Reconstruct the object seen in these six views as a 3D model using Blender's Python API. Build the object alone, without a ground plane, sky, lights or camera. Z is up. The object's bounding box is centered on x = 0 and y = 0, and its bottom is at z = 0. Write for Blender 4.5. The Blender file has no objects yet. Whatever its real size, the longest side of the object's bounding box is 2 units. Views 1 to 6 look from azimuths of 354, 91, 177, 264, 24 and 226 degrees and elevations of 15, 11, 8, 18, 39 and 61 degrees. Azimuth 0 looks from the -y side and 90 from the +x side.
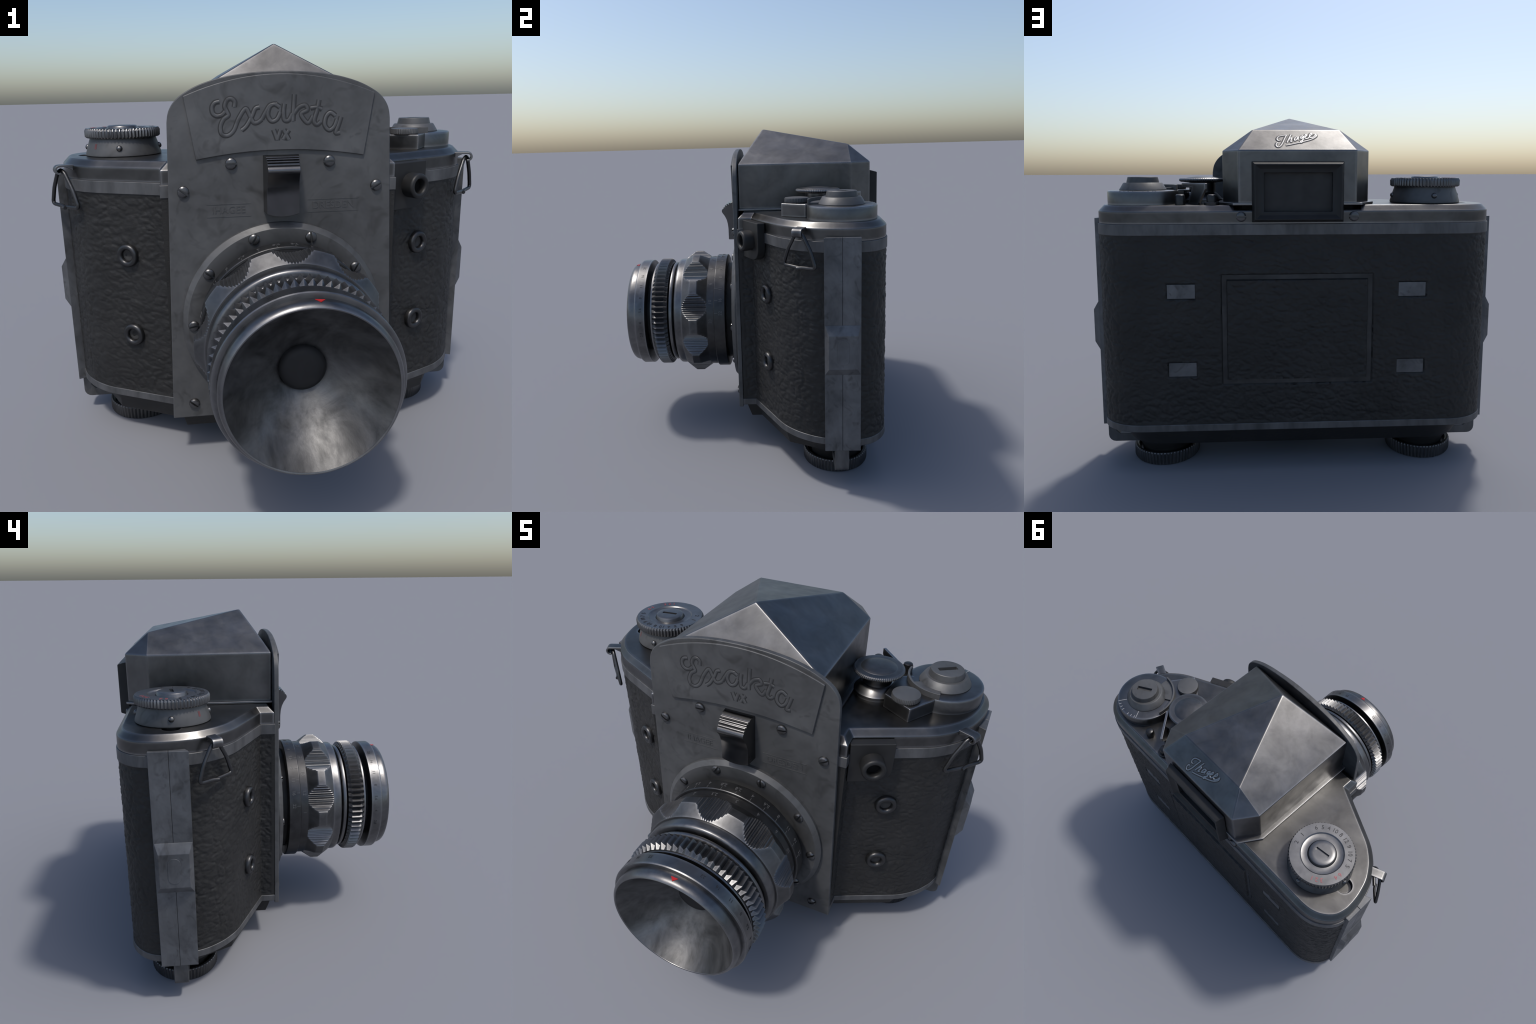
"""Vintage 35 mm reflex film camera with pentaprism finder, procedural build."""
import bpy, bmesh, math, random
from math import sin, cos, pi, radians, atan2, sqrt, hypot
from mathutils import Vector, Matrix, noise

random.seed(7)
SC = bpy.context.scene.collection

# ------------------------------------------------------------------ materials
def new_mat(name):
    m = bpy.data.materials.new(name)
    m.use_nodes = True
    nt = m.node_tree
    return m, nt, nt.nodes["Principled BSDF"]

def link(nt, a, b):
    nt.links.new(a, b)

def ramp(nt, fac, stops):
    r = nt.nodes.new("ShaderNodeValToRGB")
    els = r.color_ramp.elements
    while len(els) < len(stops):
        els.new(0.5)
    for e, (p, c) in zip(els, stops):
        e.position = p
        e.color = (c, c, c, 1) if not isinstance(c, tuple) else (*c, 1)
    link(nt, fac, r.inputs[0])
    return r.outputs[0]

def noise_node(nt, scale, detail=4, rough=0.6, stretch=(1, 1, 1), dist=0.0):
    tc = nt.nodes.new("ShaderNodeTexCoord")
    mp = nt.nodes.new("ShaderNodeMapping")
    mp.inputs["Scale"].default_value = stretch
    link(nt, tc.outputs["Object"], mp.inputs["Vector"])
    n = nt.nodes.new("ShaderNodeTexNoise")
    n.inputs["Scale"].default_value = scale
    n.inputs["Detail"].default_value = detail
    n.inputs["Roughness"].default_value = rough
    n.inputs["Distortion"].default_value = dist
    link(nt, mp.outputs[0], n.inputs["Vector"])
    return n.outputs["Fac"]

def metal(name, dark, light, metallic, r0, r1, scale=6.0, stretch=(1, 1, 1), tint=(1, 1, 1.02),
          bump=0.0, spec=0.5, spots=0.0, wear=0.0):
    """worn metal: blotchy base colour, blotchy roughness, fine grain bump"""
    m, nt, b = new_mat(name)
    f = noise_node(nt, scale, 5, 0.62, stretch, 0.4)
    mid = (dark + light) / 2
    c = ramp(nt, f, [(0.30, tuple(dark * t for t in tint)), (0.5, tuple(mid * t for t in tint)),
                     (0.70, tuple(light * t for t in tint))])
    if spots:
        f3 = noise_node(nt, scale * 2.3, 2, 0.5, stretch, 1.5)
        mk = ramp(nt, f3, [(0.56, 0.0), (0.76, spots)])
        mx = nt.nodes.new("ShaderNodeMix"); mx.data_type = "RGBA"
        link(nt, mk, mx.inputs[0]); link(nt, c, mx.inputs[6])
        mx.inputs[7].default_value = (dark * .45, dark * .43, dark * .42, 1)
        c = mx.outputs[2]
    if wear:
        # bare bright metal rubbed out along the edges (rounded normal departs from the face normal)
        bv = nt.nodes.new("ShaderNodeBevel"); bv.samples = 6; bv.inputs["Radius"].default_value = .022
        ge = nt.nodes.new("ShaderNodeNewGeometry")
        dt = nt.nodes.new("ShaderNodeVectorMath"); dt.operation = "DOT_PRODUCT"
        link(nt, bv.outputs[0], dt.inputs[0]); link(nt, ge.outputs["Normal"], dt.inputs[1])
        ef = ramp(nt, dt.outputs["Value"], [(0.90, .8), (0.995, 0.0)])
        mw_ = nt.nodes.new("ShaderNodeMix"); mw_.data_type = "RGBA"
        link(nt, ef, mw_.inputs[0]); link(nt, c, mw_.inputs[6])
        mw_.inputs[7].default_value = (light + wear, light + wear, (light + wear) * 1.02, 1)
        c = mw_.outputs[2]
    link(nt, c, b.inputs["Base Color"])
    f2 = noise_node(nt, scale * 1.7, 4, 0.6, stretch, 0.2)
    link(nt, ramp(nt, f2, [(0.3, r0), (0.7, r1)]), b.inputs["Roughness"])
    b.inputs["Metallic"].default_value = metallic
    b.inputs["Specular IOR Level"].default_value = spec
    if bump:
        g = noise_node(nt, scale * 9, 6, 0.7, stretch)
        bn = nt.nodes.new("ShaderNodeBump")
        bn.inputs["Strength"].default_value = bump
        bn.inputs["Distance"].default_value = 0.004
        link(nt, g, bn.inputs["Height"])
        link(nt, bn.outputs[0], b.inputs["Normal"])
    return m

def plain(name, col, metallic=0.0, rough=0.5, spec=0.5):
    m, nt, b = new_mat(name)
    f = noise_node(nt, 14, 4, 0.6)
    c = ramp(nt, f, [(0.3, tuple(x * .85 for x in col)), (0.7, tuple(x * 1.15 for x in col))])
    link(nt, c, b.inputs["Base Color"])
    b.inputs["Metallic"].default_value = metallic
    b.inputs["Roughness"].default_value = rough
    b.inputs["Specular IOR Level"].default_value = spec
    return m

def leather_mat():
    m, nt, b = new_mat("grained_leather")
    f = noise_node(nt, 5, 5, 0.6)
    c = ramp(nt, f, [(0.3, (.011, .0108, .0105)), (0.7, (.020, .0195, .019))])
    link(nt, c, b.inputs["Base Color"])
    b.inputs["Roughness"].default_value = 0.55
    b.inputs["Specular IOR Level"].default_value = 0.38
    g1 = noise_node(nt, 70, 5, 0.65, (1, 1, 1.6), 0.6)
    bn = nt.nodes.new("ShaderNodeBump")
    bn.inputs["Strength"].default_value = 0.45
    bn.inputs["Distance"].default_value = 0.004
    link(nt, g1, bn.inputs["Height"])
    link(nt, bn.outputs[0], b.inputs["Normal"])
    return m

M = {}
M["plate"] = metal("dull_front_metal", .060, .118, .5, .46, .60, 4.2, (1, 1, 1), (1, 1.01, 1.03), .05, spots=.5)
M["chrome"] = metal("worn_satin_chrome", .095, .155, 1.0, .30, .42, 7, (1, 1, 1), (1, .995, 1.0), .03, wear=.20)
M["deck"] = metal("worn_deck_metal", .080, .128, 1.0, .30, .42, 6, (1, 1, 1), (1, .985, .97), .03, wear=.20)
M["pale"] = metal("pale_dial_metal", .115, .185, .9, .30, .42, 9)
M["trim"] = metal("dull_trim_metal", .070, .145, .6, .45, .6, 12, (1, 1, .35), (1, 1.01, 1.04), .05)
M["strap"] = metal("mottled_strap_metal", .070, .165, .55, .42, .58, 7, (1, 1, .8), (.97, 1.0, 1.06), .04, spots=.5)
M["lens"] = metal("polished_lens_metal", .065, .14, 1.0, .36, .5, 8, (1, 1, 1), (1, 1.0, 1.02), .03, wear=.08)
M["cone"] = metal("brushed_cone_metal", .045, .175, .9, .38, .58, 8, (1, .35, 1), (1, 1, 1.01), .12)
M["black"] = metal("black_enamel", .012, .020, .25, .46, .6, 8)
M["wornblack"] = metal("worn_black_edge", .016, .060, .4, .45, .6, 7, (1, 1, 1))
M["outline"] = plain("painted_relief_shade", (.030, .030, .031), .3, .6)  # dark colour for the shade painted along raised letter edges
M["wire"] = metal("dark_wire_metal", .05, .085, .9, .3, .42, 9)
M["tick"] = plain("white_tick_fill", (.34, .34, .34), .3, .5)
M["socket"] = plain("socket_floor", (.035, .034, .033), .2, .5)
M["foot"] = metal("knurled_foot_metal", .09, .15, .9, .3, .45, 9)
M["gloss"] = metal("glossy_dark_metal", .10, .15, 1.0, .18, .28, 6)
M["bezel"] = metal("bright_bezel_metal", .095, .185, 1.0, .28, .42, 9, (1, 1, 1), (1, 1.0, 1.02), .04, wear=.08)
M["dark"] = plain("recess_shade_black", (.006, .006, .006), 0, .8, .2)  # near-black colour standing in for shade in the gap and socket
M["iris"] = plain("iris_blades", (.018, .018, .019), 0, .6, .3)
M["window"] = plain("finder_window", (.052, .051, .050), .0, .8, .08)
M["leather"] = leather_mat()
M["scalemetal"] = metal("dark_scale_metal", .042, .080, .9, .3, .42, 9)
M["marks"] = plain("pale_engraving_fill", (.11, .11, .112), .5, .5)
M["ink_and_shade"] = plain("dark_fill_and_edge_shade", (.02, .02, .022), .2, .5)  # numeral fill; also paints the edge shade of the rear script
M["red"] = plain("red_enamel", (.42, .012, .012), 0, .4)
M["dimRed"] = plain("rubbed_red_fill", (.13, .045, .045), .3, .5)
M["paleRed"] = plain("faded_red_fill", (.30, .08, .085), .3, .5)

# ------------------------------------------------------------------ helpers
ROOT = bpy.data.objects.new("film_camera", None)
SC.objects.link(ROOT)
ROOT["label"] = "vintage single lens reflex film camera, worn metal and leather"
ROOT["category"] = "camera"

def smooth(me, angle=32):
    for p in me.polygons:
        p.use_smooth = True
    me.set_sharp_from_angle(angle=radians(angle))

def add(name, me, mat, parent=None, bevel=0.0, segs=2, angle=32, mw=None):
    if mat is not None and not me.materials:
        me.materials.append(M[mat])
    ob = bpy.data.objects.new(name, me)
    SC.objects.link(ob)
    ob.parent = parent or ROOT
    if mw is not None:
        ob.matrix_local = mw
    if bevel:
        b = ob.modifiers.new("round", "BEVEL")
        b.width = bevel; b.segments = segs; b.limit_method = "ANGLE"; b.angle_limit = radians(28)
        b.harden_normals = True
    smooth(me, angle)
    return ob

def from_bm(bm, name):
    bmesh.ops.recalc_face_normals(bm, faces=bm.faces)
    me = bpy.data.meshes.new(name)
    bm.to_mesh(me); bm.free()
    return me

def grid_mesh(name, rows, closed=True, cap0=False, cap1=False):
    """quads between successive rings of points"""
    bm = bmesh.new()
    vr = [[bm.verts.new(p) for p in r] for r in rows]
    n = len(rows[0])
    for a, b in zip(vr, vr[1:]):
        for i in range(n if closed else n - 1):
            j = (i + 1) % n
            bm.faces.new((a[i], a[j], b[j], b[i]))
    if cap0: bm.faces.new(vr[0][::-1])
    if cap1: bm.faces.new(vr[-1])
    return from_bm(bm, name)

def lathe(name, prof, n=96, rfun=None, cap0=True, cap1=True):
    """revolve (radius, height) pairs about z; rfun(r, h, angle) may modulate the radius"""
    rows = []
    for r, h in prof:
        row = []
        for i in range(n):
            a = 2 * pi * i / n
            q = rfun(r, h, a) if rfun else r
            row.append((q * cos(a), q * sin(a), h))
        rows.append(row)
    return grid_mesh(name, rows, True, cap0, cap1)

def extrude(name, poly, z0, z1):
    return grid_mesh(name, [[(x, y, z0) for x, y in poly], [(x, y, z1) for x, y in poly]], True, True, True)

def box(name, x0, x1, y0, y1, z0, z1):
    return extrude(name, [(x0, y0), (x1, y0), (x1, y1), (x0, y1)], z0, z1)

def xform(me, mat):
    me.transform(mat); me.update(); return me

def join(name, meshes):
    bm = bmesh.new()
    for m in meshes:
        bm.from_mesh(m)
        bpy.data.meshes.remove(m)
    me = bpy.data.meshes.new(name); bm.to_mesh(me); bm.free()
    return me

def boolean_cut(me, cutter):
    a = bpy.data.objects.new("tmp_a", me); b = bpy.data.objects.new("tmp_b", cutter)
    SC.objects.link(a); SC.objects.link(b)
    md = a.modifiers.new("b", "BOOLEAN"); md.operation = "DIFFERENCE"; md.object = b; md.solver = "EXACT"
    dg = bpy.context.evaluated_depsgraph_get()
    out = bpy.data.meshes.new_from_object(a.evaluated_get(dg))
    bpy.data.objects.remove(a); bpy.data.objects.remove(b)
    return out

def catmull(pts, k=8):
    out = []
    P = [pts[0]] + list(pts) + [pts[-1]]
    for i in range(1, len(P) - 2):
        p0, p1, p2, p3 = (Vector(p) for p in P[i - 1:i + 3])
        for j in range(k):
            t = j / k
            out.append(tuple(.5 * ((2 * p1) + (p2 - p0) * t + (2 * p0 - 5 * p1 + 4 * p2 - p3) * t * t
                                   + (3 * p1 - p0 - 3 * p2 + p3) * t ** 3)))
    out.append(tuple(pts[-1]))
    return out

def tube(name, pts, rad, n=12, k=8, closed_path=False, interp=True):
    """round wire along a smooth path of 3D points"""
    path = catmull(pts, k) if interp else pts
    path = [Vector(p) for p in path]
    rows = []
    up = None
    for i, p in enumerate(path):
        t = (path[min(i + 1, len(path) - 1)] - path[max(i - 1, 0)]).normalized()
        if up is None:
            up = t.orthogonal().normalized()
        up = (up - t * up.dot(t)).normalized()
        s = t.cross(up)
        rows.append([tuple(p + rad * (cos(2 * pi * j / n) * up + sin(2 * pi * j / n) * s)) for j in range(n)])
    return grid_mesh(name, rows, True, True, True)

def frame(o, ex, ez):
    """matrix with local x along ex, local z along ez, origin o"""
    ez = Vector(ez).normalized(); ex = Vector(ex)
    ex = (ex - ez * ex.dot(ez)).normalized(); ey = ez.cross(ex)
    m = Matrix((ex, ey, ez)).transposed().to_4x4()
    m.translation = Vector(o)
    return m

def text_mesh(s, size, depth):
    c = bpy.data.curves.new("txt", "FONT")
    c.body = s; c.size = size; c.extrude = depth; c.align_x = "CENTER"; c.align_y = "CENTER"
    c.resolution_u = 3
    o = bpy.data.objects.new("txt", c); SC.objects.link(o)
    dg = bpy.context.evaluated_depsgraph_get()
    me = bpy.data.meshes.new_from_object(o.evaluated_get(dg))
    bpy.data.objects.remove(o); bpy.data.curves.remove(c)
    return me

FRONT = Matrix.Rotation(radians(90), 4, "X")      # local z -> world -y, local y -> world z

# ------------------------------------------------------------------ body outline (plan)
END = [(.700, .691), (.760, .690), (.812, .683), (.860, .665), (.905, .632), (.936, .592), (.951, .545), (.955, .500), (.949, .435),
       (.934, .372), (.918, .328), (.895, .288), (.864, .246), (.829, .211), (.793, .182), (.757, .160)]
BOX_X, SLOPE_Y, BOX_Y = .478, .022, -.050
T_S = Vector((.757 - BOX_X, .160 - SLOPE_Y, 0)).normalized()     # along the sloping front, outwards
N_S = Vector((T_S.y, -T_S.x, 0))                                  # outward normal of the sloping front

def half_outline():
    return catmull(END, 6) + [(BOX_X, SLOPE_Y), (BOX_X, BOX_Y)]

def outline(off=0.0, rear_pts=True):
    h = half_outline()                         # rear right -> front right
    pts = h + [(-x, y) for x, y in reversed(h)]  # closed, clockwise seen from above
    if not off:
        return pts
    n = len(pts); out = []
    for i in range(n):
        p = Vector(pts[i]); a = Vector(pts[i - 1]); b = Vector(pts[(i + 1) % n])
        e1 = (p - a).normalized(); e2 = (b - p).normalized()
        n1 = Vector((-e1.y, e1.x)); n2 = Vector((-e2.y, e2.x))   # clockwise -> left normal is outward
        m = (n1 + n2); m.normalize()
        d = off / max(.35, m.dot(n1))
        out.append((p.x + m.x * d, p.y + m.y * d))
    return out

def shell(name, levels, cap0=True, cap1=True):
    return grid_mesh(name, [[(x, y, z) for x, y in outline(o)] for z, o in levels], True, cap0, cap1)

# ------------------------------------------------------------------ body
Z_TOP = 1.304
top = shell("top_plate", [(1.217, -.001), (1.276, -.001), (Z_TOP, -.029)])
top = boolean_cut(top, extrude("cut", [(-.335, .40), (.335, .40), (.285, .75), (-.285, .75)], 1.284, 1.40))
top = boolean_cut(top, xform(lathe("cut", [(.040, 0), (.040, .2)], 48), Matrix.Translation((-.838, .446, 1.272))))
top_plate = add("top_plate", top, "deck", bevel=.004, angle=25)

add("trim_band", shell("trim_band", [(1.166, .004), (1.2185, .004)]), "trim", bevel=.003)
add("trim_band", shell("trim_band_low", [(.212, .004), (.247, .004)]), "trim", bevel=.003)

def resample(pts, step):
    out = []
    n = len(pts)
    for i in range(n):
        a = Vector(pts[i]); b = Vector(pts[(i + 1) % n])
        k = max(1, int(round((b - a).length / step)))
        for j in range(k):
            out.append(a.lerp(b, j / k))
    return out

def leather_relief(x, y, z):
    """pebbled hide: flattened cells parted by irregular creases"""
    p = Vector((x * 19, y * 19, z * 25))
    w = Vector((noise.noise(p * .5), noise.noise(p * .5 + Vector((9, 3, 1))), noise.noise(p * .5 + Vector((4, 7, 2))))) * .75
    d = noise.voronoi(p + w)[0]
    c1 = min(1.0, (d[1] - d[0]) * 3.2)
    p2 = p * 2.1 + w
    d2 = noise.voronoi(p2)[0]
    c2 = min(1.0, (d2[1] - d2[0]) * 3.0)
    big = .5 + .5 * noise.noise(Vector((x * 6, y * 6, z * 8)))
    s = noise.noise(p * 3.5)
    return (.0036 * (c1 - .8) + .0020 * (c2 - .7)) * (.50 + .9 * big) + .0010 * s

PADS = [(x, z) for x in (-.5495, .5495) for z in (.9015, .521)]
PAD_W, PAD_H = .066, .034
FRX0, FRX1, FRZ0, FRZ1, FRW = -.358, .358, .447, .979, .022
def in_pad(x, z):
    return any(abs(x - a) < PAD_W + .003 and abs(z - b) < PAD_H + .003 for a, b in PADS)
def in_frame(x, z):
    o = FRX0 - .002 < x < FRX1 + .002 and FRZ0 - .002 < z < FRZ1 + .002
    i = FRX0 + FRW + .002 < x < FRX1 - FRW - .002 and FRZ0 + FRW + .002 < z < FRZ1 - FRW - .002
    return o and not i

def leather_cover():
    base = resample(outline(.0), .0055)
    n = len(base)
    nor = []
    for i in range(n):
        e = (base[(i + 1) % n] - base[i - 1]).normalized()
        nor.append(Vector((-e.y, e.x)))
    rows = []
    z0, z1, nz = .246, 1.167, 180
    for k in range(nz + 1):
        z = z0 + (z1 - z0) * k / nz
        edge = min(1, min(k, nz - k) / 3)
        row = []
        for p, q in zip(base, nor):
            if p.y < -.03:
                d = 0
            else:
                d = leather_relief(p.x, p.y, z) * edge
            if p.y > .68 and (in_pad(p.x, z) or in_frame(p.x, z)):
                d = -.009
            elif p.y > .68 and FRX0 < p.x < FRX1 and FRZ0 < z < FRZ1:
                d += .008                      # raised film-door panel
            row.append((p.x + q.x * d, p.y + q.y * d, z))
        rows.append(row)
    return grid_mesh("leather_covering", rows)

leather = add("leather_covering", leather_cover(), "leather", angle=60)

# tapering base under the body, rounded about the feet
def base_loop(R, by, bx, ds, z):
    cx, cy = .668, .450
    h = [(cx + R * cos(radians(90 - 128 * i / 18)), cy + R * sin(radians(90 - 128 * i / 18))) for i in range(19)]
    def on_slope(x): return SLOPE_Y + (x - BOX_X) * T_S.y / T_S.x + ds / T_S.x
    h += [(.745, on_slope(.745)), (bx, on_slope(bx)), (bx, by)]
    return [(x, y, z) for x, y in h] + [(-x, y, z) for x, y in reversed(h)]
base = grid_mesh("base", [base_loop(.228, -.036, .452, .022, .2135), base_loop(.206, -.023, .442, .034, .168), base_loop(.180, -.008, .430, .046, .121)],
                 True, True, True)
add("base", base, "leather", bevel=.004)

# ------------------------------------------------------------------ front plate
PL_Y, PL_T = -.052, .024
ARCH = [(.436, 1.455), (.431, 1.485), (.421, 1.510), (.402, 1.536), (.372, 1.560), (.319, 1.588), (.257, 1.609),
        (.190, 1.6235), (.10, 1.634), (0, 1.6375)]
r = [(.484, .200)] + [(x * 1.004, z + .004) for x, z in catmull(ARCH, 4)]
poly = r + [(-x, z) for x, z in reversed(r[:-1])]
front = extrude("front_plate", poly, -PL_Y, -PL_Y + PL_T)
front_plate = add("front_plate", xform(front, FRONT), "plate", bevel=.004, segs=3)

F_Y = PL_Y - PL_T                    # front face of the plate
def arc_z(x, zc, ze, xe):            # shallow arch through (0,zc) and (xe,ze)
    return zc - (zc - ze) * (x / xe) ** 2
npts = 24
up = [(-.371 + .742 * i / npts, 0) for i in range(npts + 1)]
up = [(x, arc_z(x, 1.632, 1.556, .371)) for x, _ in up]
lo = [(-.333 + .666 * i / npts, 0) for i in range(npts + 1)]
lo = [(x, arc_z(x, 1.345, 1.315, .333)) for x, _ in lo]
name_me = extrude("nameplate", lo + up[::-1], -F_Y - .002, -F_Y + .010)
nameplate = add("nameplate", xform(name_me, FRONT), "plate", bevel=.004, segs=3)
N_Y = F_Y - .010

# script lettering: strokes drawn by control points in a 2352 x 1176 drawing frame
def script_lettering(name, strokes, to3d, rad, squash, nrm):
    parts = []
    for s in strokes:
        pts = [to3d(*p) for p in s]
        parts.append(tube("st", pts, rad, 8, 6))
    me = join(name, parts)
    nrm = Vector(nrm).normalized()
    o = Vector(to3d(1200, 600))
    for v in me.vertices:
        h = (v.co - o).dot(nrm)
        v.co -= nrm * h * (1 - squash)
    return me

NAME_STROKES = [
    [(395, 495), (330, 515), (295, 580), (310, 660), (365, 695), (430, 680), (475, 630)],
    [(600, 570), (605, 500), (560, 455), (500, 475), (468, 560), (500, 640), (515, 690), (450, 745), (410, 850),
     (430, 950), (510, 970), (590, 900), (650, 750), (720, 625), (765, 595), (805, 670), (860, 780), (915, 785), (975, 740)],
    [(700, 895), (765, 835), (840, 700), (885, 595), (945, 570)],
    [(975, 740), (1040, 620), (1095, 545), (1190, 530)],
    [(1225, 570), (1150, 530), (1085, 570), (1060, 680), (1110, 765), (1185, 740), (1235, 640)],
    [(1290, 525), (1278, 640), (1290, 745), (1345, 755), (1400, 660)],
    [(1430, 395), (1418, 570), (1408, 765)],
    [(1420, 660), (1490, 575), (1580, 545), (1610, 610), (1525, 660), (1560, 740), (1625, 790), (1690, 690)],
    [(1775, 470), (1745, 620), (1705, 760), (1745, 815), (1800, 770)],
    [(1655, 585), (1740, 575), (1815, 600)],
    [(2005, 690), (1935, 645), (1872, 705), (1855, 820), (1915, 890), (1985, 845), (2030, 740)],
    [(2085, 705), (2045, 830), (2010, 930), (2070, 925)],
    [(1140, 885), (1165, 955), (1190, 1030)], [(1190, 1030), (1212, 960), (1235, 890)],
    [(1280, 885), (1315, 955), (1352, 1030)], [(1352, 890), (1312, 955), (1272, 1025)],
]
def name_to3d(px, py):
    # drawing frame -> nameplate coordinates (slightly keystoned)
    u = px / 2352; v = py / 1176
    xl = -.3372 - .0162 * v; xr = .3075 + .0085 * v
    zt = 1.6666 - .0104 * u; zb = 1.3562 - .0204 * u
    return (xl + (xr - xl) * u, N_Y, zt + (zb - zt) * v)
ol = script_lettering("lettering_edge_shade", NAME_STROKES, name_to3d, .0108, .06, (0, -1, 0))
add("lettering_edge_shade", ol, "outline", nameplate)  # flat dark ribbon: relief shading of the letters put into colour
lt = script_lettering("raised_lettering", NAME_STROKES, name_to3d, .0062, .34, (0, -1, 0))
add("raised_lettering", lt, "plate", nameplate)

# small raised maker words either side of the release
for word, x, z, w in (("IHAGEE", -.212, 1.113, .040), ("DRESDEN", .213, 1.119, .040)):
    tm = text_mesh(word, w, .0011)
    add("maker_word", tm, "plate", front_plate, mw=Matrix.Translation((x, F_Y - .0005, z)) @ FRONT)
    hw = .088 if word == "IHAGEE" else .105
    for dz in (-.0255, .0255):
        add("maker_rule", box("rule", x - hw, x + hw, F_Y - .0014, F_Y + .001, z + dz - .0016, z + dz + .0016), "plate",
            front_plate)

# mirror-release slider on the front
prof = [(-.074, 1.327), (-.104, 1.3275), (-.113, 1.3255), (-.121, 1.3215)]
a, b = Vector((-.121, 1.3215)), Vector((-.164, 1.2865))
NR = 4
for i in range(NR):
    d = (b - a) / NR; q = Vector((d.y, -d.x)).normalized()
    if q.x > 0: q = -q
    bulge = .006 * sin(pi * (i + .5) / NR)
    p = a + d * i + q * bulge
    prof += [tuple(p + d * .12 - q * .003), tuple(p + d * .30 + q * .0045), tuple(p + d * .62 + q * .0045), tuple(p + d * .80 - q * .003)]
prof += [(-.166, 1.289), (-.172, 1.283), (-.175, 1.276), (-.1745, 1.268), (-.170, 1.260), (-.158, 1.243), (-.147, 1.220), (-.141, 1.195), (-.138, 1.165),
         (-.138, 1.102), (-.074, 1.102)]
n = len(prof)
rows = []
for i in range(13):
    f = -1 + 2 * i / 12
    bow = .012 * (1 - f * f)
    rows.append([(f * (.071 - .009 * min(1, max(0, (-y - .085) / .07))), y, z - (bow if z < 1.11 else 0)) for y, z in prof])
slider = add("release_slider", grid_mesh("release_slider", rows, True, True, True), "gloss", bevel=.0015, angle=30)

# ------------------------------------------------------------------ slotted screws
def screw_mesh(rad, h):
    prof = [(rad, -.004), (rad, h * .3), (rad * .93, h * .6), (rad * .72, h * .86), (rad * .4, h * .97), (rad * .02, h)]
    me = lathe("slotted_screw", prof, 32)
    me = boolean_cut(me, box("c", -rad * 1.2, rad * 1.2, -rad * .17, rad * .17, h * .25, h * 2))
    return me
SCR = screw_mesh(.0235, .0145)
SCR.materials.clear(); SCR.materials.append(M["foot"])
smooth(SCR, 22)
def put_screw(parent, o, ez, ang):
    ob = bpy.data.objects.new("slotted_screw", SCR)
    SC.objects.link(ob); ob.parent = parent
    ez = Vector(ez)
    ex = Vector((1, 0, 0)) if abs(ez.x) < .9 else Vector((0, 1, 0))
    ob.matrix_local = frame(o, ex, ez) @ Matrix.Rotation(radians(ang), 4, "Z")
for x, z, a in ((-.197, 1.297, 2), (.195, 1.296, 3), (-.389, 1.193, -35), (.389, 1.193, 30), (-.390, .267, -38), (.390, .267, 25)):
    put_screw(front_plate, (x, F_Y, z), (0, -1, 0), a)

# ------------------------------------------------------------------ lens mount flange and lens
LZ = .640
def lens_m(me): return xform(me, Matrix.Translation((0, 0, LZ)) @ FRONT)
def ring(prof, n=128, rfun=None, name="ring"):
    """prof: (radius, y) pairs, y in world"""
    return lens_m(lathe(name, [(r, -y) for r, y in prof], n, rfun, False, False))

flange = add("mount_flange", ring([(.30, -.070), (.419, -.070), (.419, -.0905), (.398, -.1105), (.335, -.1105), (.325, -.106), (.30, -.106)],
                                  160), "plate", bevel=.0015)
for k in range(10):
    a = radians(18 + 36 * k)
    put_screw(flange, (.374 * sin(a), -.1065, LZ + .374 * cos(a)), (0, -1, 0), (95, 60, 35, 20, 100, 45, 80, 10, -35, 60)[k])

barrel = add("lens_barrel", ring([(.296, -.060), (.296, -.452), (.262, -.453), (.262, -.592), (.248, -.593), (.248, -.66)], 128), "black")
# depth-of-field scale and distance scale
scale_b = add("depth_scale", ring([(.29, -.150), (.342, -.150), (.350, -.155), (.350, -.215), (.347, -.219), (.339, -.220)], 160),
              "scalemetal", barrel, bevel=.0015)
scale_a = add("distance_scale", ring([(.30, -.160), (.338, -.212), (.338, -.263), (.30, -.267)], 160), "scalemetal", barrel)

# scalloped focusing grip
def grip_profile(y):
    pts = [(-.409, .334), (-.358, .375), (-.316, .375), (-.259, .337)]
    if y <= pts[0][0]: return pts[0][1]
    for (y0, r0), (y1, r1) in zip(pts, pts[1:]):
        if y <= y1: return r0 + (r1 - r0) * (y - y0) / (y1 - y0)
    return pts[-1][1]
def grip_r(r, h, a):
    k = radians(36)
    d = (a - pi / 2 + k / 2) % k - k / 2            # angle from the nearest scallop centre
    d = math.degrees(d)
    if abs(d) < 13:
        t = (d / 1.9) % 1
        rib = .0062 * (1 - abs(2 * t - 1))
        cut = .3335 + .0415 * (abs(d) / 12.0) ** 2.2 + rib
        return min(r, cut)
    return r
ys = [-.409 + (.150) * i / 44 for i in range(45)]
grip = add("focusing_grip", ring([(.30, -.409)] + [(grip_profile(y), y) for y in ys] + [(.30, -.259)], 1440,
                                 lambda r, h, a: r if r < .31 else grip_r(r, h, a)), "lens", barrel, angle=26)
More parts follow.
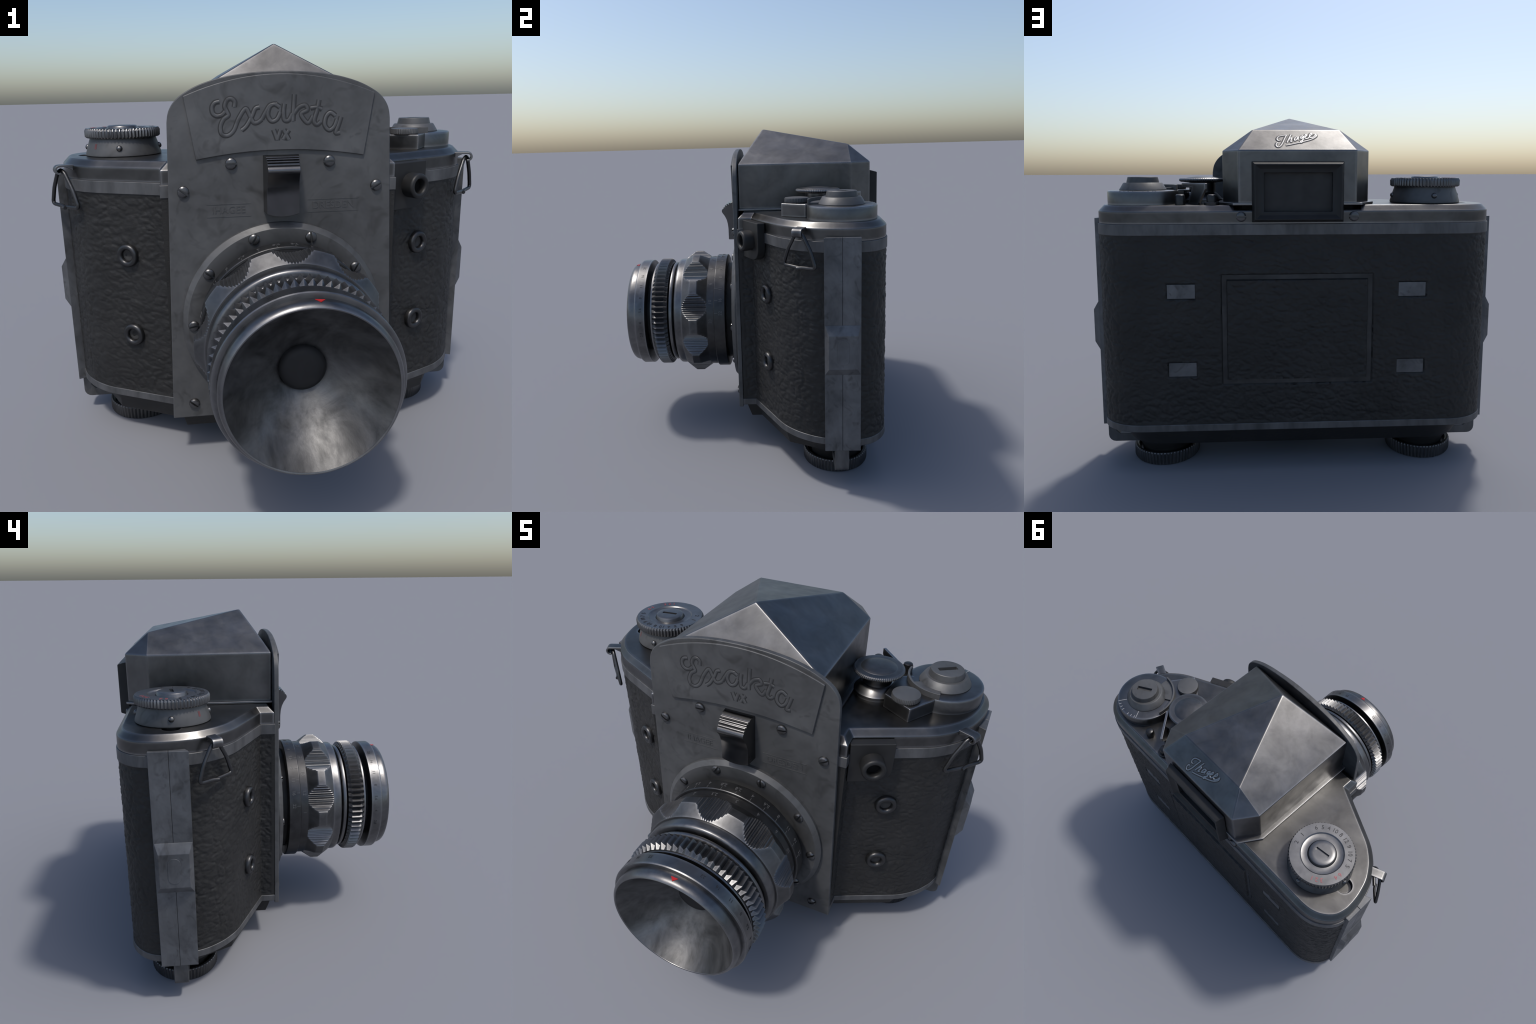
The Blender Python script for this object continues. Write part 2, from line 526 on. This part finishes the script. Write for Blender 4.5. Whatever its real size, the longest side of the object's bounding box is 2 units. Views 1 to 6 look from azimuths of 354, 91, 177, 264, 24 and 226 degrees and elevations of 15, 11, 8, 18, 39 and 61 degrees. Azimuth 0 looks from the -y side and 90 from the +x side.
# smooth stepped rings in front of the grip
add("smooth_ring", ring([(.29, -.407), (.327, -.407), (.327, -.440), (.3255, -.449), (.321, -.455), (.314, -.458), (.262, -.459)], 160),
    "bezel", barrel)
add("smooth_ring", ring([(.262, -.467), (.299, -.468), (.305, -.473), (.307, -.481), (.305, -.488), (.299, -.492), (.262, -.493)], 160),
    "bezel", barrel)
# diamond-toothed aperture ring
NT = 66
def tooth_rows():
    rows = []
    N = NT * 2
    for y, rv, rp in ((-.498, .260, .260), (-.499, .305, .305), (-.515, .309, .3305), (-.571, .309, .3305), (-.589, .306, .306), (-.590, .260, .260)):
        rows.append([((rp if i % 2 else rv) * cos(pi * 2 * i / N), (rp if i % 2 else rv) * sin(pi * 2 * i / N), -y) for i in range(N)])
    return rows
add("aperture_ring", lens_m(grid_mesh("aperture_ring", tooth_rows())), "lens", barrel, angle=8)
# front bezel: dark groove, numbered ring, lip
add("groove_ring", ring([(.25, -.588), (.302, -.590), (.302, -.5985), (.248, -.600)], 128), "bezel", barrel)
numring = add("numbered_ring", ring([(.247, -.6265), (.3215, -.6265), (.324, -.629), (.324, -.684), (.321, -.6885), (.303, -.690)], 160), "bezel", barrel)
bezel = add("front_bezel", ring([(.28, -.660), (.304, -.686), (.304, -.712), (.3025, -.721), (.299, -.7295), (.2935, -.7365), (.289, -.739),
                                 (.285, -.7375), (.283, -.733)], 160), "bezel", barrel)
add("front_cone", ring([(.2845, -.7365), (.262, -.702), (.235, -.664), (.20, -.626), (.16, -.591), (.12, -.563), (.084, -.543)], 160), "cone", barrel)
add("iris", ring([(.084, -.541), (.083, -.552), (.078, -.560), (.066, -.567), (.045, -.572), (.001, -.574)], 96), "iris", barrel)
# red index on the bezel
tri = [(-.016, .0), (.016, .0), (.0, .019)]
a = radians(5)
idx = extrude("index", tri, -.001, .002)
add("red_index", idx, "red", bezel, mw=frame((.3035 * sin(a), -.708, LZ + .3035 * cos(a)), (cos(a), 0, -sin(a)), (sin(a), 0, cos(a)))
    @ Matrix.Rotation(pi, 4, "Z") @ Matrix.Translation((0, -.002, 0)))

def ring_text(parent, items, rad, y, size, mat, flip=True, depth=.0009, name="scale_numeral"):
    """numerals around the lens; angle measured from the top towards +x"""
    for s, deg in items:
        a = radians(deg)
        ez = Vector((sin(a), 0, cos(a)))
        ex = Vector((cos(a), 0, -sin(a)))
        if flip: ex = -ex
        me = text_mesh(s, size, depth)
        add(name, me, mat, parent, mw=frame(Vector((0, y, LZ)) + ez * rad, ex, ez))
dof = ["22", "16", "11", "8", "5,6", "4", "2,8"]
items = [(t, -78 + 12 * i) for i, t in enumerate(dof)] + [(t, 78 - 12 * i) for i, t in enumerate(dof)]
ring_text(scale_b, items, .3502, -.180, .026, "marks")
for s, deg in items:
    a = radians(deg); ez = Vector((sin(a), 0, cos(a)))
    add("scale_tick", box("tick", -.0012, .0012, -.009, .009, -.001, .0009), "marks", scale_b,
        mw=frame(Vector((0, -.206, LZ)) + ez * .3502, (cos(a), 0, -sin(a)), ez))
dist = ["1", "1,2", "1,5", "2", "2,5", "3", "4", "6", "10", "20"]
ring_text(scale_a, [(t, -85 + 19 * i) for i, t in enumerate(dist)], .338, -.241, .026, "marks")
ap = ["2,8", "4", "5,6", "8", "11", "16", "22"]
ring_text(numring, [(t, -100 + 13 * i) for i, t in enumerate(ap)] + [(t, 100 - 13 * i) for i, t in enumerate(ap)],
          .3238, -.652, .022, "ink_and_shade")

# ------------------------------------------------------------------ pentaprism housing
AP = (0, .084, 1.754); R1 = (.208, .571, 1.655); RL = (.274, .686, 1.556); CH = (.351, .571, 1.556); FR = (.351, -.050, 1.5575)
def mir(p): return (-p[0], p[1], p[2])
def prism_mesh():
    bm = bmesh.new()
    V = {}
    def v(p):
        if p not in V: V[p] = bm.verts.new(p)
        return V[p]
    def f(*ps): bm.faces.new([v(p) for p in ps])
    zb = 1.312
    lowr = [FR, CH, RL]; lo = lambda p: (p[0], p[1], zb)
    f(AP, mir(FR), FR)
    for m in (lambda p: p, mir):
        f(m(AP), m(FR), m(R1)); f(m(FR), m(CH), m(R1)); f(m(R1), m(CH), m(RL))
        f(m(FR), m(CH), lo(m(CH)), lo(m(FR))); f(m(CH), m(RL), lo(m(RL)), lo(m(CH)))
    f(AP, R1, mir(R1)); f(R1, RL, mir(RL), mir(R1))
    f(RL, mir(RL), lo(mir(RL)), lo(RL)); f(FR, mir(FR), lo(mir(FR)), lo(FR))
    f(*[lo(p) for p in (FR, CH, RL, mir(RL), mir(CH), mir(FR))])
    return from_bm(bm, "prism_housing")
prism = add("prism_housing", prism_mesh(), "chrome", bevel=.005, segs=3, angle=12)
fl = [(.375, -.052), (.375, .577), (.300, .694), (-.300, .694), (-.375, .577), (-.375, -.052)]
add("housing_flange", extrude("housing_flange", fl, 1.3045, 1.3165), "chrome", prism, bevel=.003)
add("housing_gap_fill", extrude("housing_gap_fill", [(.33, -.05), (.33, .55), (.26, .66), (-.26, .66), (-.33, .55), (-.33, -.05)], 1.27, 1.305),
    "dark", prism)  # near-black filler standing for the shaded gap below the flange

MAKER_STROKES = [
    [(565, 570), (480, 590), (425, 535), (480, 445), (620, 405), (770, 385)],
    [(770, 385), (700, 520), (625, 680), (545, 785), (455, 815), (395, 755), (425, 670), (465, 690)],
    [(935, 365), (860, 510), (790, 660)], [(825, 590), (900, 505), (955, 510), (920, 630), (985, 600)],
    [(1160, 450), (1080, 485), (1065, 585), (1140, 545), (1190, 455), (1185, 560)],
    [(1365, 400), (1285, 455), (1305, 520), (1385, 430), (1355, 560), (1310, 665), (1275, 620), (1400, 550)],
    [(1420, 480), (1500, 410), (1460, 370), (1430, 480), (1520, 520), (1600, 450)],
    [(1600, 430), (1690, 360), (1640, 320), (1600, 440), (1690, 490), (1790, 420), (1815, 350)],
    [(745, 755), (900, 730), (1200, 665), (1500, 595), (1700, 530), (1845, 430), (1820, 345)],
]
bn = (Vector(RL) - Vector(R1)).cross(Vector(mir(R1)) - Vector(R1)).normalized()
if bn.y < 0: bn = -bn
def maker_to3d(px, py):
    u = px / 2352; v = py / 1086           # 0..1 in the drawing frame
    xl = .1468 + .0054 * v; xr = -.1662 + .0224 * v
    x = xl + (xr - xl) * u
    t = -.255 + 1.49 * v                    # 0 at upper crease, 1 at lower edge
    y = R1[1] + (RL[1] - R1[1]) * t; z = R1[2] + (RL[2] - R1[2]) * t
    return (x, y, z)
mo = script_lettering("maker_edge_shade", MAKER_STROKES, maker_to3d, .0080, .12, bn)
add("maker_edge_shade", mo, "ink_and_shade", prism)  # dark ribbon paints the shade beside the script's relief
mk = script_lettering("maker_lettering", MAKER_STROKES, maker_to3d, .0036, .55, bn)
add("maker_lettering", mk, "chrome", prism)

# finder eyepiece: rectangular frame with bevelled rim and window
def rect(hw, z0, z1, y): return [(-hw, y, z0), (hw, y, z0), (hw, y, z1), (-hw, y, z1)]
eye = grid_mesh("eyepiece_frame", [rect(.213, 1.227, 1.505, .690), rect(.213, 1.227, 1.505, .697), rect(.202, 1.238, 1.494, .736), rect(.196, 1.243, 1.489, .739),
                                   rect(.176, 1.260, 1.471, .722), rect(.157, 1.277, 1.454, .717), rect(.157, 1.277, 1.454, .692)])
eye_o = add("eyepiece_frame", eye, "black", bevel=.002)
add("finder_window", grid_mesh("finder_window", [rect(.158, 1.276, 1.455, .680), rect(.158, 1.276, 1.455, .6965)], True, True, True), "window", eye_o)
for x, a in ((.263, 2), (-.263, -4)):
    put_screw(top_plate, (x, .690, 1.252), (0, 1, 0), a)

# ------------------------------------------------------------------ back door details
BY = .6868                            # set into shallow recesses of the leather
b0 = [box("f", FRX0, FRX1, BY - .01, BY, FRZ1 - FRW, FRZ1), box("f", FRX0, FRX1, BY - .01, BY, FRZ0, FRZ0 + FRW),
      box("f", FRX0, FRX0 + FRW, BY - .01, BY - .0002, FRZ0 + FRW, FRZ1 - FRW), box("f", FRX1 - FRW, FRX1, BY - .01, BY - .0002, FRZ0 + FRW, FRZ1 - FRW)]
add("back_frame", join("back_frame", b0), "wornblack")
for x, z in PADS:
    add("back_pad", box("back_pad", x - PAD_W, x + PAD_W, BY - .01, BY + .0005, z - PAD_H, z + PAD_H), "strap", bevel=.0015)

# ------------------------------------------------------------------ side latches
def latch(sx):
    def m(x): return sx * x
    objs = []
    def bx(x0, x1, y0, y1, z0, z1):
        a, b = sorted((m(x0), m(x1)))
        return box("p", a, b, y0, y1, z0, z1)
    def ex(poly):
        me = extrude("p", [(m(x), y) for x, y in poly], .195, 1.240)
        return me
    strap = join("latch_strap", [ex([(.90, .405), (.972, .3715), (.972, .4568), (.90, .4568)]),
                                 ex([(.90, .4576), (.972, .4576), (.972, .5435), (.90, .5435)])])
    so = add("latch_strap", strap, "strap", bevel=.0022)
    # raised grip with chamfered ends
    rows = [[(m(.968), y, z) for y, z in ((.374, .585), (.541, .585), (.541, .828), (.374, .828))],
            [(m(.973), y, z) for y, z in ((.374, .585), (.541, .585), (.541, .828), (.374, .828))],
            [(m(1.0), y, z) for y, z in ((.390, .622), (.525, .622), (.525, .785), (.390, .785))]]
    add("latch_grip", grid_mesh("latch_grip", rows, True, True, True), "strap", so, bevel=.002)
    st = []
    for i in range(32):
        a = 2 * pi * i / 32
        st.append((.4575 + .029 * cos(a), .703 + .029 * sin(a) + (.033 if sin(a) >= 0 else -.033)))
    row0 = [(m(.995), y, z) for y, z in st]; row1 = [(m(1.0015), y, z) for y, z in st]
    add("latch_button", grid_mesh("latch_button", [row0, row1], True, True, True), "strap", so, bevel=.0015)
    # tongue hooking under the base
    ton = [(.964, .205)] + [(.928 + .036 * cos(t), .110 + .036 * sin(t)) for t in (0, -.4, -.8, -1.2, -pi / 2)] + [(.80, .074), (.80, .116), (.905, .116), (.925, .136), (.925, .205)]
    rows = [[(m(x), y, z) for x, z in ton] for y in (.421, .489)]
    add("latch_tongue", grid_mesh("latch_tongue", rows, True, True, True), "trim", so, bevel=.003)
    return so
latch(1); latch(-1)

# ------------------------------------------------------------------ strap lugs and wire rings
def lug(sx):
    def P(x, y, z): return Vector((sx * x, y, z))
    base = P(.880, .278, 0); tip = P(.951, .248, 0)
    d = (tip - base).normalized(); q = Vector((-d.y, d.x, 0))
    # strip bent into an eye, profile in (along d, z)
    rad = .021; zc = 1.260; cx = (tip - base).length - rad
    pr = [(-.03, zc + rad)] + [(cx + rad * cos(t), zc + rad * sin(t)) for t in [pi / 2 - pi * i / 12 for i in range(13)]] + \
         [(cx - .004, zc - rad), (cx - .004, zc - rad + .009)] + \
         [(cx + (rad - .009) * cos(t), zc + (rad - .009) * sin(t)) for t in [-pi / 2 + pi * i / 12 for i in range(13)]] + [(cx - .025, zc + rad - .009)] + [(-.03, zc - rad + .002)]
    rows = []
    for w in (-.024, .024):
        rows.append([tuple(base + d * s + q * w + Vector((0, 0, z))) for s, z in pr])
    lo = add("strap_lug", grid_mesh("strap_lug", rows, True, True, True), "lens", bevel=.002)
    # triangular wire
    A = P(.848, .190, 1.099); B = P(.990, .334, 1.101); T = P(.925, .262, 1.254)
    mid = (A + B) / 2
    e = (B - A).normalized()
    dn = Vector((0, 0, -1))
    off = d * .010
    def fillet(pts, rad):
        out = [pts[0]]
        for p0, p1, p2 in zip(pts, pts[1:], pts[2:]):
            a_, b_ = (p0 - p1).normalized(), (p2 - p1).normalized()
            for k_ in range(9):
                t_ = k_ / 8
                q0 = p1 + a_ * rad * (1 - t_); q1 = p1 + b_ * rad * t_
                out.append(q0.lerp(q1, t_))
        out.append(pts[-1])
        return [tuple(p) for p in out]
    up_ = Vector((0, 0, .012))
    half1 = fillet([T + up_ * .3, T - e * .022, (T - e * .022).lerp(A, .5) - e * .010, A, mid + e * .002 + dn * .006], .022)
    half2 = fillet([T + up_ * .3, T + e * .022, (T + e * .022).lerp(B, .5) + e * .010, B, mid + e * .012 + dn * .004, mid - e * .012 + dn * .008 + off], .022)
    me = join("wire_ring", [tube("w", half1, .0088, 12, interp=False), tube("w", half2, .0088, 12, interp=False)])
    add("wire_ring", me, "wire", lo)
lug(1); lug(-1)

# ------------------------------------------------------------------ flash sockets on the sloping front
def sock_frame(sx, x, z):
    y = SLOPE_Y + (x - BOX_X) * (T_S.y / T_S.x)
    n = Vector((sx * N_S.x, N_S.y, 0)); t = Vector((sx * T_S.x, T_S.y, 0))
    return Vector((sx * x, y, z)), n, t
EYE = lathe("flash_socket", [(.051, 0), (.051, .006)] + [(.0380 + .0130 * cos(t), .008 + .0150 * sin(t)) for t in [pi * i / 10 for i in range(1, 10)]] +
            [(.025, .008), (.0245, .0)], 48, None, False, False)
for sx in (1, -1):
    for z in (.901, .5345):
        o, nn, tt = sock_frame(sx, .643, z)
        s = add("flash_socket", EYE, "wire", angle=40, mw=frame(o - nn * .001, tt, nn))
        add("socket_disc", lathe("sh", [(.0285, -.002), (.0285, .004), (.016, .003), (.012, .001)], 32), "socket", s)  # dark dished disc spans the ring in place of a hole
# bracket with a taller socket on the right
o, nn, tt = sock_frame(1, .633, 0)
def brk(s, z): return (s, z)
pts = [(-.190, 1.072), (-.062, 1.072)] + [(-.062 + .064 * sin(t), 1.138 - .064 * cos(t)) for t in [i * pi / 16 for i in range(1, 9)]] + [(.002, 1.270), (-.190, 1.270)]
bmx = frame(o, tt, nn)
ez = nn; ex = tt; ey = ez.cross(ex)
sgn = 1 if ey.z > 0 else -1
bp = extrude("socket_bracket", [(s, sgn * z) for s, z in pts], .0, .043)
bracket = add("socket_bracket", bp, "black", bevel=.004, mw=bmx)
so_me = lathe("flash_socket_tall", [(.053, .03), (.053, .088)] + [(.0415 + .0115 * cos(t), .090 + .0115 * sin(t)) for t in [pi * i / 10 for i in range(1, 10)]] +
              [(.030, .088), (.030, .062)], 48, None, False, False)
tall = add("flash_socket", so_me, "black", bracket, angle=40, mw=Matrix.Translation((-.091, sgn * 1.173, 0)))
add("socket_disc", lathe("sh2", [(.0305, .058), (.0305, .066)], 32), "dark", bracket, mw=Matrix.Translation((-.091, sgn * 1.173, 0)))  # near-black disc in the bore, its depth shade put into colour

# ------------------------------------------------------------------ left: film-wind / speed knob
def knurl(n, depth, r_min):
    def fn(r, h, a):
        if r < r_min: return r
        return r - depth * (.5 + .5 * cos(n * a)) ** .6
    return fn
KX, KY = -.667, .443
km = Matrix.Translation((KX, KY, 0))
kb = add("speed_knob", lathe("speed_knob", [(.168, 1.3035), (.173, 1.308), (.172, 1.316), (.161, 1.352), (.152, 1.378), (.150, 1.389)], 96),
         "plate", mw=km)
disc = lathe("knob_disc", [(.150, 1.3845), (.164, 1.3845), (.172, 1.390), (.173, 1.416), (.1675, 1.4250), (.1650, 1.4265), (.113, 1.4265), (.110, 1.4245), (.107, 1.421),
                           (.090, 1.417), (.074, 1.419)], 480, knurl(68, .0060, .1665), False, False)
add("knob_disc", disc, "pale", kb, angle=28)
cen = lathe("knob_center", [(.076, 1.408), (.072, 1.414), (.070, 1.428), (.066, 1.4345), (.06, 1.437), (.045, 1.4375), (.002, 1.4375)], 64)
cen = boolean_cut(cen, xform(box("c", -.038, .038, -.0085, .0085, 1.426, 1.46), Matrix.Rotation(radians(8), 4, "Z")))
cen.materials.clear()
add("knob_center", cen, "pale", kb, angle=30)
RIV = lathe("rivet", [(.0135, -.004), (.0135, .002), (.0115, .007), (.007, .0105), (.0005, .012)], 24)
for k in range(4):
    a = k * pi / 2
    add("rivet", RIV, "lens", kb, mw=frame((.1635 * cos(a), .1635 * sin(a), 1.342), (0, 0, 1), (cos(a), sin(a), .28)))
ra = radians(228)
add("red_mark", box("red_mark", -.006, .006, -.012, .012, -.002, .0006), "dimRed", kb,
    mw=frame((.1615 * cos(ra), .1615 * sin(ra), 1.350), (-sin(ra), cos(ra), 0), (cos(ra), sin(ra), .31)))
def dial_text(parent, s, deg, rad, z, size, mat):
    a = radians(deg)
    add("dial_numeral", text_mesh(s, size, .0008), mat, parent,
        mw=Matrix.Translation((rad * cos(a), rad * sin(a), z)) @ Matrix.Rotation(a - pi / 2, 4, "Z"))
# engraved numerals run round the disc; those of the slow range are red
for t, dg_ in (("2", 21.6), ("1", .6), ("6", 327), ("5", 313), ("4", 300), ("10", 286), ("8", 271), ("12", 256), ("9", 241), ("10", 226), ("7", 211), ("5", 197)):
    dial_text(kb, t, dg_, .139, 1.4268, .031, "ink_and_shade")
for t, dg_ in (("6", 173), ("4", 163), ("3", 133), ("2", 123), ("1", 113)):
    dial_text(kb, t, dg_, .139, 1.4268, .031, "paleRed")

# ------------------------------------------------------------------ right: film counter knob
fm = Matrix.Translation((.746, .478, 0))
fb = add("counter_dial", lathe("counter_dial", [(.170, 1.3035), (.170, 1.364), (.1675, 1.3685), (.163, 1.370), (.11, 1.371)], 128), "chrome", mw=fm)
add("counter_cone", lathe("counter_cone", [(.113, 1.369), (.114, 1.374), (.095, 1.405), (.091, 1.4075), (.079, 1.4075)], 96), "plate", fb)
ct = lathe("counter_knob", [(.079, 1.404), (.0785, 1.409), (.073, 1.433), (.071, 1.435), (.002, 1.4352)], 96)
ct = boolean_cut(ct, xform(box("c", -.043, .043, -.0125, .0125, 1.420, 1.46), Matrix.Rotation(radians(32), 4, "Z")))
add("counter_knob", ct, "plate", fb, angle=25)
def sector(name, r0, r1, a0, a1, z0, z1, n=24):
    pts = [(r1 * cos(radians(a0 + (a1 - a0) * i / n)), r1 * sin(radians(a0 + (a1 - a0) * i / n))) for i in range(n + 1)]
    pts += [(r0 * cos(radians(a1 - (a1 - a0) * i / n)), r0 * sin(radians(a1 - (a1 - a0) * i / n))) for i in range(n + 1)]
    return extrude(name, pts, z0, z1)
add("counter_guard", join("counter_guard", [sector("s", .100, .158, 212, 272, 1.366, 1.380), sector("s", .157, .167, 170, 273, 1.364, 1.396)]), "plate", fb, bevel=.0015)
for i, d in enumerate((60, 68, 76, 84, 100, 108, 116, 120)):
    a = radians(d)
    L = .05 if d in (60, 120) else .014
    add("counter_tick", box("t", -L, 0, -.0015, .0015, 1.3695, 1.3714), "tick", fb,
        mw=Matrix.Rotation(a, 4, "Z") @ Matrix.Translation((.166, 0, 0)))
# small rewind-release button on its pointed base
pb = [(.530, .262), (.660, .183), (.738, .302), (.70, .44), (.60, .47), (.55, .44), (.540, .40)]
ub = add("button_base", extrude("button_base", pb, 1.3035, 1.3705), "chrome", bevel=.004)
add("small_button", xform(lathe("small_button", [(.058, 1.369), (.0635, 1.374), (.0635, 1.390), (.060, 1.395), (.045, 1.397), (.002, 1.3975)], 240,
                                knurl(48, .003, .0625)), Matrix.Translation((.622, .264, 0))), "plate", ub, angle=30)
# winding knob: domed disc on a stem
wm = Matrix.Translation((.464, .380, 0))
wk = add("winding_knob", lathe("winding_knob", [(.102, 1.3035), (.102, 1.322), (.097, 1.328), (.076, 1.352), (.070, 1.356), (.066, 1.358), (.066, 1.404), (.100, 1.410)], 96),
         "chrome", mw=wm)
add("winding_disc", lathe("winding_disc", [(.070, 1.408), (.108, 1.410), (.115, 1.414), (.117, 1.419), (.115, 1.4245), (.108, 1.4275), (.081, 1.4285),
                                           (.079, 1.4298), (.060, 1.4335), (.035, 1.4365), (.002, 1.4378)], 480, knurl(80, .0025, .1145)), "lens", wk, angle=24)
# bent lever and two posts
tip = Vector((.437, .617)); end = Vector((.553, .468)); L = (end - tip).length
d = (end - tip).normalized(); nrm2 = Vector((-d.y, d.x))
lv = [(0, 1.405), (L, 1.405), (L, 1.383), (.100, 1.383), (.135, 1.3035), (.055, 1.3035), (.0, 1.378)]
rows = []
for w in (-.007, .007):
    rows.append([(tip.x + d.x * s + nrm2.x * (w - .012 * (1 - s / L) ** 2), tip.y + d.y * s + nrm2.y * (w - .012 * (1 - s / L) ** 2), z) for s, z in lv])
add("bent_lever", grid_mesh("bent_lever", rows, True, True, True), "chrome", bevel=.002)
POST = lathe("guide_post", [(.036, 1.3035), (.036, 1.316), (.034, 1.3185), (.024, 1.3185), (.024, 1.340), (.021, 1.350), (.015, 1.354), (.002, 1.3545)], 40)
POST2 = lathe("guide_post_plain", [(.024, 1.3035), (.024, 1.340), (.021, 1.350), (.015, 1.354), (.002, 1.3545)], 40)
add("guide_post", POST2, "scalemetal", mw=Matrix.Translation((.551, .610, 0)))
add("guide_post", POST, "scalemetal", mw=Matrix.Translation((.402, .625, 0)))

# ------------------------------------------------------------------ knurled feet
FOOT = lathe("foot_ring", [(.118, .030), (.145, .028), (.147, .058), (.152, .061), (.162, .061), (.168, .056), (.168, .008), (.162, .0), (.120, .0), (.002, .0)], 480,
             knurl(60, .0075, .1665), False, True)
BOSS = lathe("foot_boss", [(.180, .140), (.165, .118), (.138, .078), (.130, .060), (.126, .022)], 96, None, True, True)
for sx in (1, -1):
    bo = add("foot_boss", BOSS, "leather", mw=Matrix.Translation((sx * .668, .447, 0)))
    add("foot_ring", FOOT, "foot", bo, angle=28)
# round tripod boss under the lens
tb = add("tripod_boss", lathe("tripod_boss", [(.130, .128), (.128, .07), (.126, .066)], 96), "leather", mw=Matrix.Translation((0, .158, 0)))
add("tripod_disc", lathe("tripod_disc", [(.130, .060), (.134, .055), (.134, .005), (.129, .0), (.055, .0), (.052, .012), (.002, .012)], 96), "foot", tb)
